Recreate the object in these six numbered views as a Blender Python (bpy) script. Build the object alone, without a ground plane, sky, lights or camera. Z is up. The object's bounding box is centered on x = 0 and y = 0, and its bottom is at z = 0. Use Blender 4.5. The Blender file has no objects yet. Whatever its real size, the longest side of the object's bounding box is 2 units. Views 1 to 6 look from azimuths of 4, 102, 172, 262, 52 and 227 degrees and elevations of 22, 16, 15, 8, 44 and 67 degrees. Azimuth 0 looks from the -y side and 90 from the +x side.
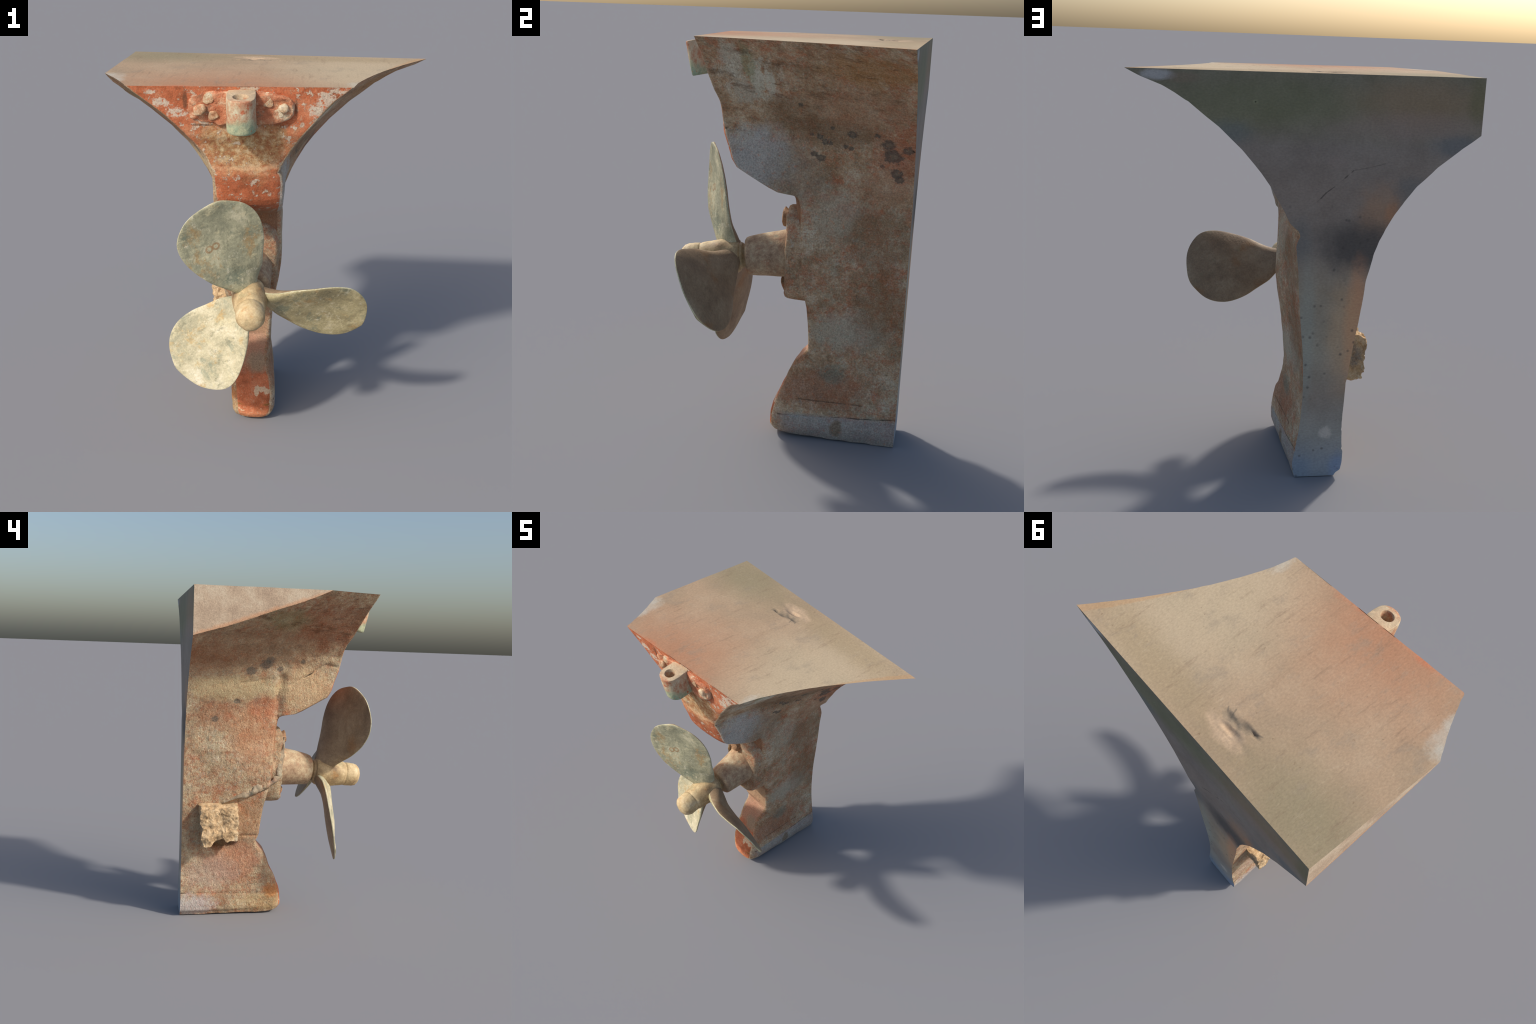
"""Cut-out stern of an old wooden boat: flared hull slice with transom, skeg and
keel shoe, rudder bracket, stern tube, three-bladed bronze propeller, anode block."""
import bpy, bmesh, math
import numpy as np
from mathutils import Vector, Matrix, noise

# ------------------------------------------------------------------ helpers
def lin(c):
    return tuple((v / 12.92 if v <= 0.04045 else ((v + 0.055) / 1.055) ** 2.4) for v in [x / 255 for x in c])


def table(pts):
    """piecewise-linear profile from control points sorted by the first value"""
    a = np.array(sorted(pts))
    return lambda v: np.interp(v, a[:, 0], a[:, 1])


def smooth01(x):
    x = np.clip(x, 0, 1)
    return x * x * (3 - 2 * x)


def fbm(p, octv=4):
    return noise.fractal(p, 1.0, 2.0, octv)


def seg_dist(y, z, pts):
    """distance of (y,z) arrays to a polyline"""
    best = np.full(np.shape(y), 9.0)
    for (ay, az), (by, bz) in zip(pts[:-1], pts[1:]):
        dy, dz = by - ay, bz - az
        h = np.clip(((y - ay) * dy + (z - az) * dz) / (dy * dy + dz * dz), 0, 1)
        best = np.minimum(best, np.hypot(y - ay - h * dy, z - az - h * dz))
    return best


# ------------------------------------------------------------------ node DSL
class Nodes:
    def __init__(self, name, rough=0.75, spec=0.25):
        self.m = bpy.data.materials.new(name)
        self.m.use_nodes = True
        self.t = self.m.node_tree
        self.t.nodes.clear()
        self.out = self.n('ShaderNodeOutputMaterial')
        self.b = self.n('ShaderNodeBsdfPrincipled')
        self.b.inputs['Roughness'].default_value = rough
        self.b.inputs['Specular IOR Level'].default_value = spec
        self.t.links.new(self.b.outputs[0], self.out.inputs[0])
        self.P = self.n('ShaderNodeTexCoord').outputs['Object']

    def n(self, kind):
        return self.t.nodes.new(kind)

    def put(self, sock, v):
        if isinstance(v, bpy.types.NodeSocket):
            self.t.links.new(v, sock)
        elif isinstance(v, (tuple, list)) and sock.type == 'RGBA':
            sock.default_value = (*v[:3], 1)
        else:
            sock.default_value = v

    def math(self, op, a, b=0.0, clamp=False):
        k = self.n('ShaderNodeMath'); k.operation = op; k.use_clamp = clamp
        self.put(k.inputs[0], a); self.put(k.inputs[1], b)
        return k.outputs[0]

    def vec(self, op, a, b=(0, 0, 0)):
        k = self.n('ShaderNodeVectorMath'); k.operation = op
        self.put(k.inputs[0], a)
        if op == 'SCALE':
            self.put(k.inputs['Scale'], b)
        else:
            self.put(k.inputs[1], b)
        return k.outputs['Value'] if op in ('LENGTH', 'DOT_PRODUCT', 'DISTANCE') else k.outputs['Vector']

    def noise(self, scale, detail=5, rough=0.6, stretch=(1, 1, 1), off=(0, 0, 0), dist=0.0, src=None):
        mp = self.n('ShaderNodeMapping')
        self.put(mp.inputs['Vector'], src or self.P)
        mp.inputs['Scale'].default_value = stretch
        mp.inputs['Location'].default_value = off
        k = self.n('ShaderNodeTexNoise')
        k.inputs['Scale'].default_value = scale
        k.inputs['Detail'].default_value = detail
        k.inputs['Roughness'].default_value = rough
        k.inputs['Distortion'].default_value = dist
        self.put(k.inputs['Vector'], mp.outputs[0])
        return k.outputs[0]

    def voronoi(self, scale, stretch=(1, 1, 1), off=(0, 0, 0)):
        mp = self.n('ShaderNodeMapping')
        self.put(mp.inputs['Vector'], self.P)
        mp.inputs['Scale'].default_value = stretch
        mp.inputs['Location'].default_value = off
        k = self.n('ShaderNodeTexVoronoi'); k.inputs['Scale'].default_value = scale
        self.put(k.inputs['Vector'], mp.outputs[0])
        return k.outputs['Distance']

    def step(self, v, lo, hi):
        """smooth 0..1 mask of v between lo and hi (lo>hi inverts)"""
        k = self.n('ShaderNodeMapRange'); k.interpolation_type = 'SMOOTHSTEP'
        if lo > hi:
            k.inputs['From Min'].default_value, k.inputs['From Max'].default_value = hi, lo
            k.inputs['To Min'].default_value, k.inputs['To Max'].default_value = 1, 0
        else:
            k.inputs['From Min'].default_value, k.inputs['From Max'].default_value = lo, hi
        self.put(k.inputs['Value'], v)
        return k.outputs[0]

    def mix(self, a, b, f, mode='MIX'):
        k = self.n('ShaderNodeMix'); k.data_type = 'RGBA'; k.blend_type = mode
        self.put(k.inputs['Factor'], f)
        self.put(k.inputs[6], a); self.put(k.inputs[7], b)
        return k.outputs[2]

    def ramp(self, f, stops):
        k = self.n('ShaderNodeValToRGB')
        e = k.color_ramp.elements
        while len(e) < len(stops):
            e.new(0.5)
        for el, (p, c) in zip(e, stops):
            el.position = p; el.color = (*lin(c), 1)
        self.put(k.inputs[0], f)
        return k.outputs[0]

    def mul(self, a, b):
        return self.math('MULTIPLY', a, b)

    def blob(self, c, r, soft=0.5, warp=0.5, wscale=9.0, src=None):
        """soft ellipsoid mask with a noise-eaten border"""
        rr = sorted(r)
        wscale = max(wscale, 1.5 / math.sqrt(rr[0] * rr[1]))
        warp *= 1.7
        d = self.vec('LENGTH', self.vec('DIVIDE', self.vec('SUBTRACT', src or self.P, c), r))
        if warp:
            w = self.math('MULTIPLY', self.math('SUBTRACT', self.noise(wscale, 8, 0.72, off=(c[0] * 7, c[1] * 7, c[2] * 7), src=src), 0.5), 2 * warp)
            d = self.math('ADD', d, w)
        return self.step(d, 1 + soft * 0.5, 1 - soft * 0.5)

    def line(self, a, b, w, warp=0.01):
        """thin stroke mask along a segment"""
        A, B = Vector(a), Vector(b)
        ba = B - A
        p = self.P
        if warp:
            k = self.n('ShaderNodeTexNoise'); k.inputs['Scale'].default_value = 14
            self.put(k.inputs['Vector'], self.P)
            wv = self.vec('SCALE', self.vec('SUBTRACT', k.outputs['Color'], (0.5, 0.5, 0.5)), warp * 2)
            p = self.vec('ADD', p, wv)
        pa = self.vec('SUBTRACT', p, tuple(A))
        h = self.math('DIVIDE', self.vec('DOT_PRODUCT', pa, tuple(ba)), ba.length_squared, clamp=True)
        d = self.vec('LENGTH', self.vec('SUBTRACT', pa, self.vec('SCALE', tuple(ba), h)))
        return self.step(d, w, w * 0.35)

    def axis(self, i):
        k = self.n('ShaderNodeSeparateXYZ'); self.put(k.inputs[0], self.P)
        return k.outputs[i]

    def bump(self, h, strength=0.4, dist=0.01):
        k = self.n('ShaderNodeBump')
        k.inputs['Strength'].default_value = strength
        k.inputs['Distance'].default_value = dist
        self.put(k.inputs['Height'], h)
        self.put(self.b.inputs['Normal'], k.outputs[0])

    def finish(self, col):
        self.put(self.b.inputs['Base Color'], col)
        return self.m


def grain(k, col, amount=0.25, scale=160, stretch=(1, 1, 1)):
    """fine light and dark speckle over a colour"""
    f = k.noise(scale, 3, 0.7, stretch)
    g = k.ramp(f, [(0.28, (90, 86, 80)), (0.5, (188, 188, 188)), (0.75, (255, 252, 246))])
    return k.mix(col, g, amount, 'OVERLAY')


# ------------------------------------------------------------------ materials
def paint_side():
    """worn antifouling on the hull flanks, both sides"""
    k = Nodes('worn_hull_paint', 0.82, 0.2)
    X, Y, Z = k.axis(0), k.axis(1), k.axis(2)
    big = k.noise(3.2, 6, 0.62)
    mid = k.noise(12, 8, 0.74, off=(3, 1, 2))
    fine = k.noise(60, 5, 0.75, (1, 1, 1.5), off=(7, 7, 1))
    f = k.math('ADD', k.mul(big, 0.25), k.math('ADD', k.mul(mid, 0.55), k.mul(fine, 0.20)))
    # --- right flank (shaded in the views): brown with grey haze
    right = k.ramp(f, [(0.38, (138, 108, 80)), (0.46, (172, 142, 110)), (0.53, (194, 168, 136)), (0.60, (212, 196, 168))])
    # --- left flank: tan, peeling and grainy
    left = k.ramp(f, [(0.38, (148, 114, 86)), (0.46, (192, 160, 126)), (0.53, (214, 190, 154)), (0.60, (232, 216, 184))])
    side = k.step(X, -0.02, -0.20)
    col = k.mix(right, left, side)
    # rusty red fragments everywhere
    red_n = k.noise(17, 8, 0.78, (1, 1, 1.4), off=(11, 4, 9))
    red_big = k.noise(2.6, 3, 0.5, off=(5, 9, 2))
    redv = k.math('ADD', red_n, k.mul(k.math('SUBTRACT', red_big, 0.5), 0.55))
    col = k.mix(col, lin((188, 112, 78)), k.mul(k.step(redv, 0.50, 0.64), 0.55))
    col = k.mix(col, lin((190, 92, 60)), k.mul(k.step(k.noise(75, 4, 0.75, off=(2, 3, 9)), 0.60, 0.68), k.step(redv, 0.46, 0.60)))
    # grey-green and pale lime haze
    gm = k.step(k.noise(8, 8, 0.76, off=(2, 15, 4)), 0.51, 0.66)
    col = k.mix(col, lin((152, 146, 124)), k.mul(gm, 0.55))
    pm = k.step(k.noise(36, 8, 0.78, off=(9, 2, 14)), 0.53, 0.66)
    col = k.mix(col, lin((200, 194, 178)), k.mul(pm, 0.55))
    te = k.step(k.noise(14, 8, 0.78, off=(16, 2, 7)), 0.58, 0.70)
    col = k.mix(col, lin((134, 150, 140)), k.mul(te, 0.5))
    dk = k.step(k.noise(24, 8, 0.78, off=(6, 12, 1)), 0.55, 0.66)
    col = k.mix(col, lin((116, 90, 68)), k.mul(dk, 0.5))
    m1 = k.noise(6.5, 9, 0.78, off=(21, 3, 5))
    col = k.mix(col, lin((138, 114, 84)), k.mul(k.step(m1, 0.51, 0.58), 0.34))
    m2 = k.noise(7.5, 9, 0.78, off=(2, 23, 8))
    col = k.mix(col, lin((188, 180, 154)), k.mul(k.step(m2, 0.53, 0.60), 0.38))
    m3 = k.noise(10, 9, 0.8, off=(13, 7, 28))
    col = k.mix(col, lin((190, 118, 80)), k.mul(k.step(m3, 0.53, 0.60), 0.45))
    rf = k.step(k.noise(55, 6, 0.82, off=(31, 2, 3)), 0.56, 0.62)
    col = k.mix(col, lin((184, 96, 62)), k.mul(rf, 0.5))
    bl = k.step(k.noise(90, 3, 0.7, off=(8, 8, 4)), 0.63, 0.70)
    col = k.mix(col, lin((164, 172, 172)), k.mul(bl, 0.5))
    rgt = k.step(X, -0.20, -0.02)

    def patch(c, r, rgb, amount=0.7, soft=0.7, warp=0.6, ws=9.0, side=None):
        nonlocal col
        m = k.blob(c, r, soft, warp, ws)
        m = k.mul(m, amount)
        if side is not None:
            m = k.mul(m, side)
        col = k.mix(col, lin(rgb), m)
    # ---------------- right flank patches
    patch((0.06, -0.16, 1.44), (0.2, 0.17, 0.15), (182, 188, 188), 0.62, 0.8, 0.5, 7, rgt)      # bluish counter block
    patch((0.06, 0.02, 1.38), (0.2, 0.13, 0.14), (150, 138, 122), 0.45, 0.9, 0.6, 7, rgt)
    patch((0.25, 0.02, 1.66), (0.3, 0.14, 0.10), (120, 98, 74), 0.55, 0.9, 0.45, 6, rgt)        # dark olive band
    patch((0.20, 0.24, 1.60), (0.3, 0.18, 0.07), (124, 100, 76), 0.55, 0.9, 0.45, 6, rgt)
    patch((0.3, 0.34, 1.72), (0.4, 0.24, 0.09), (176, 138, 108), 0.5, 0.9, 0.6, 8, rgt)
    patch((0.10, 0.50, 1.50), (0.3, 0.10, 0.12), (176, 100, 68), 0.42, 1.0, 0.8, 14, rgt)        # red by the cut edge
    patch((0.05, 0.47, 1.34), (0.3, 0.13, 0.09), (188, 150, 120), 0.5, 0.9, 0.7, 12, rgt)
    patch((0.4, 0.42, 1.90), (0.5, 0.20, 0.07), (172, 124, 70), 0.6, 0.9, 0.6, 8, rgt)        # ochre top strakes
    patch((0.3, -0.24, 1.90), (0.3, 0.05, 0.09), (198, 196, 178), 0.65, 0.6, 0.6, 24, rgt)     # pale drips
    patch((0.25, -0.13, 1.83), (0.3, 0.03, 0.10), (204, 202, 182), 0.85, 0.5, 0.6, 16, rgt)
    patch((0.25, -0.07, 1.81), (0.3, 0.025, 0.055), (208, 204, 184), 0.85, 0.5, 0.5, 16, rgt)
    comb = k.mul(k.step(k.noise(30, 5, 0.7, (.4, 1, .22), off=(3, 8, 1)), 0.48, 0.58), k.blob((0.25, -0.17, 1.84), (0.4, 0.15, 0.11), 0.8, 0.5, 9))
    col = k.mix(col, lin((214, 208, 188)), k.mul(k.mul(comb, rgt), 0.8))
    patch((0.2, -0.20, 1.76), (0.3, 0.06, 0.055), (188, 182, 164), 0.7, 0.6, 0.7, 16, rgt)
    patch((0.3, -0.16, 1.90), (0.3, 0.03, 0.08), (150, 154, 118), 0.6, 0.6, 0.5, 12, rgt)
    patch((0.03, 0.32, 0.60), (0.2, 0.17, 0.10), (186, 182, 162), 0.6, 0.8, 0.6, 9, rgt)       # pale waist
    patch((0.05, 0.22, 1.20), (0.2, 0.12, 0.12), (184, 172, 150), 0.5, 0.9, 0.6, 9, rgt)
    patch((0.05, 0.44, 1.08), (0.2, 0.14, 0.16), (134, 112, 84), 0.5, 0.9, 0.5, 7, rgt)
    patch((0.05, 0.46, 0.72), (0.2, 0.12, 0.2), (128, 96, 66), 0.5, 0.9, 0.5, 8, rgt)
    patch((0.03, 0.18, 0.28), (0.2, 0.22, 0.10), (158, 98, 68), 0.55, 0.8, 0.5, 8, rgt)         # red skeg foot
    patch((0.03, 0.24, 0.36), (0.2, 0.06, 0.05), (112, 136, 122), 0.5, 0.8, 0.6, 12, rgt)
    # blue-grey keel shoe on the right
    shoe = k.mul(k.step(Z, 0.155, 0.125), rgt)
    shoe = k.mul(shoe, k.step(k.math('ADD', Y, k.mul(mid, 0.12)), -0.02, 0.12))
    col = k.mix(col, lin((160, 162, 162)), k.mul(shoe, 0.6))
    patch((0.05, 0.28, 0.08), (0.2, 0.03, 0.05), (134, 112, 84), 0.7, 0.6, 0.5, 14, rgt)
    # grey tar spots, right flank
    for y, z, r in [(0.138, 1.573, .016), (0.163, 1.55, .017), (0.186, 1.546, .013), (0.112, 1.487, .017), (0.142, 1.470, .021), (0.292, 1.598, .022),
                    (0.405, 1.603, .013), (0.454, 1.562, .030), (0.478, 1.508, .040), (0.495, 1.425, .028), (0.545, 1.545, .022), (0.26, 1.535, .012),
                    (0.285, 1.528, .012), (0.20, 1.62, .010), (0.43, 1.455, .010), (0.06, 1.72, .011), (0.10, 1.58, .010), (0.51, 1.395, .022)]:
        patch((0.2, y, z), (0.5, r * 1.05, r * .85), (92, 88, 80), 0.78, 0.4, 0.6, 38, rgt)
        if r > .015:
            patch((0.2, y + .002, z), (0.5, r * .4, r * .34), (140, 124, 104), 0.6, 0.6, 0.6, 38, rgt)
    # ---------------- left flank patches
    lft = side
    patch((-0.28, 0.16, 1.13), (0.25, 0.15, 0.20), (204, 144, 106), 0.5, 0.9, 0.6, 8, lft)      # orange-red patch
    patch((-0.28, 0.10, 1.33), (0.25, 0.10, 0.07), (202, 122, 86), 0.5, 0.8, 0.7, 9, lft)
    patch((-0.32, 0.40, 1.28), (0.3, 0.14, 0.10), (168, 110, 80), 0.45, 0.9, 0.7, 10, lft)
    patch((-0.28, -0.15, 1.44), (0.25, 0.16, 0.14), (222, 190, 148), 0.65, 0.7, 0.4, 8, lft)    # sandy counter block
    patch((-0.40, 0.30, 1.44), (0.4, 0.30, 0.07), (226, 202, 156), 0.65, 0.8, 0.5, 9, lft)
    patch((-0.55, 0.20, 1.70), (0.5, 0.45, 0.14), (156, 118, 90), 0.5, 0.9, 0.4, 5, lft)       # browner flare
    patch((-0.50, 0.50, 1.60), (0.5, 0.16, 0.10), (150, 92, 58), 0.5, 0.9, 0.6, 7, lft)
    patch((-0.50, -0.25, 1.82), (0.4, 0.22, 0.14), (160, 94, 62), 0.6, 0.9, 0.5, 6, lft)
    patch((-0.60, 0.05, 1.84), (0.4, 0.14, 0.06), (134, 124, 84), 0.55, 0.8, 0.5, 9, lft)
    patch((-0.27, 0.24, 0.36), (0.2, 0.16, 0.12), (198, 136, 106), 0.6, 0.8, 0.6, 8, lft)       # pinkish foot
    patch((-0.25, 0.40, 0.28), (0.2, 0.16, 0.10), (196, 168, 150), 0.6, 0.9, 0.5, 7, lft)
    patch((-0.25, 0.50, 0.07), (0.2, 0.13, 0.07), (212, 208, 206), 0.65, 0.8, 0.6, 12, lft)     # bluish white heel
    patch((-0.24, 0.05, 0.08), (0.2, 0.18, 0.06), (202, 170, 118), 0.5, 0.8, 0.5, 12, lft)
    patch((-0.24, 0.0, 0.16), (0.2, 0.06, 0.04), (214, 134, 66), 0.6, 0.7, 0.6, 14, lft)
    patch((-0.28, 0.16, 0.62), (0.2, 0.10, 0.14), (176, 126, 88), 0.5, 0.8, 0.5, 8, lft)
    patch((-0.26, 0.33, 0.47), (0.2, 0.075, 0.035), (104, 92, 66), 0.7, 0.6, 0.5, 20, lft)  # shadow in the hollow below the anode, painted onto the flank
    for y, z, r in [(0.20, 1.545, .030), (0.115, 1.585, .034), (0.09, 1.61, .026), (0.02, 1.558, .018), (-0.12, 1.605, .014), (0.27, 1.36, .02), (0.40, 1.25, .022)]:
        patch((-0.4, y, z), (0.6, r * 1.1, r * 0.8), (112, 106, 96), 0.75, 0.4, 0.6, 30, lft)
    grit = k.noise(85, 6, 0.8, (1, 1, 1.2), off=(12, 5, 1))
    col = k.mix(col, lin((98, 74, 56)), k.mul(k.step(grit, 0.55, 0.63), 0.30))
    col = k.mix(col, lin((226, 210, 182)), k.mul(k.step(grit, 0.43, 0.36), 0.22))
    og = k.step(k.noise(44, 7, 0.8, off=(3, 14, 8)), 0.56, 0.64)
    col = k.mix(col, lin((196, 116, 76)), k.mul(og, 0.5))
    # strake lines and seams drawn dark, plus painted shade in the counter-block crease
    for a, b, w, amt in [((0.05, -0.33, 1.572), (0.12, -0.16, 1.583), .006, .8), ((0.04, -0.05, 0.125), (0.0, 0.575, 0.148), .005, .7),
                         ((0.62, 0.16, 1.90), (0.62, 0.575, 1.86), .004, .7), ((0.08, 0.02, 1.27), (0.09, -0.04, 1.42), .010, .45),
                         ((0.03, 0.08, 0.22), (0.0, 0.40, 0.21), .005, .5), ((0.3, 0.45, 1.56), (0.2, 0.575, 1.545), .007, .8)]:
        col = k.mix(col, lin((52, 44, 36)), k.mul(k.mul(k.line(a, b, w, 0.006), amt), rgt))
    for a, b, w, amt in [((-0.28, -0.37, 1.575), (-0.30, -0.27, 1.59), .006, .8), ((-0.30, -0.27, 1.59), (-0.29, -0.10, 1.48), .006, .9),
                         ((-0.30, -0.10, 1.48), (-0.29, -0.05, 1.46), .004, .7), ((-0.25, -0.04, 0.135), (-0.24, 0.575, 0.150), .004, .75),
                         ((-0.25, -0.02, 0.132), (-0.24, 0.07, 0.134), .008, .9), ((-0.26, 0.09, 0.518), (-0.26, 0.22, 0.515), .005, .9),
                         ((-0.25, 0.575, 0.255), (-0.25, 0.30, 0.29), .003, .7), ((-0.25, 0.30, 0.275), (-0.24, 0.06, 0.31), .003, .7),
                         ((-0.26, 0.0, 0.84), (-0.27, 0.17, 0.78), .008, .8), ((-0.27, 0.17, 0.78), (-0.28, 0.32, 0.72), .008, .8),
                         ((-0.32, 0.06, 1.50), (-0.33, 0.25, 1.47), .005, .6), ((-0.29, 0.02, 1.27), (-0.29, 0.0, 1.48), .012, .4)]:
        col = k.mix(col, lin((66, 52, 42)), k.mul(k.mul(k.line(a, b, w, 0.008), amt), lft))
    # streaks along the planks in the flare
    st = k.noise(34, 4, 0.7, (0.35, 0.22, 1.0), off=(1, 6, 3))
    col = k.mix(col, lin((92, 64, 44)), k.mul(k.mul(k.step(st, 0.53, 0.68), 0.5), k.step(Z, 1.55, 1.8)))
    st3 = k.noise(50, 4, 0.75, (0.3, 0.2, 1.0), off=(4, 2, 6))
    col = k.mix(col, lin((196, 166, 132)), k.mul(k.mul(k.step(st3, 0.55, 0.68), 0.5), k.step(Z, 1.55, 1.8)))
    col = grain(k, col, 0.42, 130)
    # coarse peeling relief on the left, smoother on the right
    h = k.math('ADD', k.mul(k.noise(34, 7, 0.75, (1, 1, .7)), 1.0), k.mul(k.noise(120, 3, 0.6), 0.35))
    hl = k.math('MULTIPLY', h, k.math('ADD', k.mul(lft, 0.75), 0.25))
    k.bump(hl, 0.9, 0.020)
    return k.finish(col)


def paint_stern():
    """red lead paint on transom and sternpost face, flaked to pale grey"""
    k = Nodes('flaking_red_paint', 0.75, 0.25)
    Z = k.axis(2)
    f = k.noise(9, 6, 0.65)
    col = k.ramp(f, [(0.35, (158, 90, 58)), (0.5, (190, 108, 72)), (0.65, (200, 128, 92))])
    # ochre-grey stained band under the bracket
    st = k.blob((-0.13, -0.36, 1.70), (0.22, 0.3, 0.13), 1.0, 0.6, 7)
    col = k.mix(col, k.ramp(k.noise(26, 6, 0.7), [(0.40, (144, 102, 68)), (0.50, (172, 146, 102)), (0.60, (198, 186, 148))]), k.mul(st, 0.75))
    # pale flakes
    fl = k.step(k.math('ADD', k.noise(24, 8, 0.72, off=(4, 2, 8)), k.mul(k.noise(5, 2, 0.5, off=(1, 1, 3)), 0.30)), 0.715, 0.755)
    fl = k.mul(fl, k.step(Z, 0.35, 0.9))
    col = k.mix(col, lin((204, 186, 164)), k.mul(fl, 0.9))
    sp = k.step(k.noise(70, 3, 0.6, off=(3, 8, 5)), 0.66, 0.71)
    col = k.mix(col, lin((204, 176, 142)), k.mul(k.mul(sp, k.step(Z, 1.2, 1.5)), 0.8))
    for c, r in [((0.33, -0.38, 1.955), (0.05, 0.1, 0.045)), ((0.25, -0.38, 1.93), (0.035, 0.1, 0.045)), ((0.21, -0.38, 1.885), (0.03, 0.1, 0.03)),
                 ((-0.50, -0.43, 1.925), (0.035, 0.1, 0.022)), ((-0.43, -0.42, 1.875), (0.045, 0.1, 0.026)), ((-0.545, -0.44, 1.975), (0.03, 0.1, 0.012))]:
        col = k.mix(col, lin((206, 190, 170)), k.mul(k.mul(k.blob(c, r, 0.4, 0.9, 20), k.step(k.noise(30, 6, 0.7, off=(2, 9, 9)), 0.40, 0.48)), 0.9))
    # pale worn ridge and edges
    col = k.mix(col, lin((214, 176, 136)), k.mul(k.line((-0.28, -0.365, 1.595), (0.06, -0.335, 1.600), 0.02, 0.02), 0.55))
    col = k.mix(col, lin((128, 70, 46)), k.mul(k.line((-0.28, -0.36, 1.566), (0.06, -0.33, 1.566), 0.006, 0.008), 0.7))
    # brown-green throat below the counter
    col = k.mix(col, lin((148, 118, 90)), k.mul(k.mul(k.step(Z, 1.37, 1.30), k.step(Z, 0.48, 0.62)), 0.75))
    col = k.mix(col, lin((196, 164, 130)), k.mul(k.blob((-0.1, 0.12, 0.58), (0.4, 0.3, 0.14), 0.7, 0.5, 10), 0.75))
    col = k.mix(col, lin((176, 138, 114)), k.mul(k.blob((-0.1, 0.05, 0.40), (0.4, 0.2, 0.10), 0.8, 0.5, 10), 0.75))
    col = k.mix(col, lin((146, 136, 112)), k.mul(k.blob((-0.06, 0.02, 0.34), (0.06, 0.12, 0.06), 0.8, 0.5, 22), 0.6))
    for c, r in [((-0.03, -0.05, 0.20), (0.035, 0.1, 0.014)), ((-0.06, -0.05, 0.19), (0.014, 0.1, 0.03)), ((0.0, -0.05, 0.185), (0.02, 0.1, 0.014))]:
        col = k.mix(col, lin((206, 180, 150)), k.mul(k.blob(c, r, 0.3, 0.8, 22), 0.9))
    sh = k.step(Z, 0.10, 0.03)
    col = k.mix(col, lin((212, 150, 108)), k.mul(sh, 0.5))
    col = k.mix(col, lin((126, 92, 42)), k.mul(k.line((-0.22, -0.06, 0.112), (0.06, -0.06, 0.112), 0.010, 0.01), 0.75))
    fo = k.step(k.noise(30, 5, 0.65, off=(1, 9, 5)), 0.56, 0.62)
    col = k.mix(col, lin((214, 190, 156)), k.mul(k.mul(fo, k.step(Z, 0.10, 0.085)), 0.85))
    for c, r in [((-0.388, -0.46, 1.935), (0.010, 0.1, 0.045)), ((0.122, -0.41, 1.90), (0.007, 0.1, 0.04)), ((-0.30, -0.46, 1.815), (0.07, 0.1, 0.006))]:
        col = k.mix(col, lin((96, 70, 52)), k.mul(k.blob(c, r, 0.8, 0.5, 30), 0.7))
    gb = k.step(k.noise(50, 8, 0.78, off=(7, 3, 3)), 0.54, 0.66)
    col = k.mix(col, lin((190, 162, 132)), k.mul(gb, 0.5))
    ob_ = k.step(k.noise(34, 8, 0.78, off=(3, 9, 6)), 0.55, 0.66)
    col = k.mix(col, lin((146, 84, 58)), k.mul(ob_, 0.5))
    col = grain(k, col, 0.35, 150)
    k.bump(k.math('ADD', k.mul(k.noise(40, 6, 0.7), 0.8), k.mul(fl, 0.35)), 0.6, 0.010)
    return k.finish(col)


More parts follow.
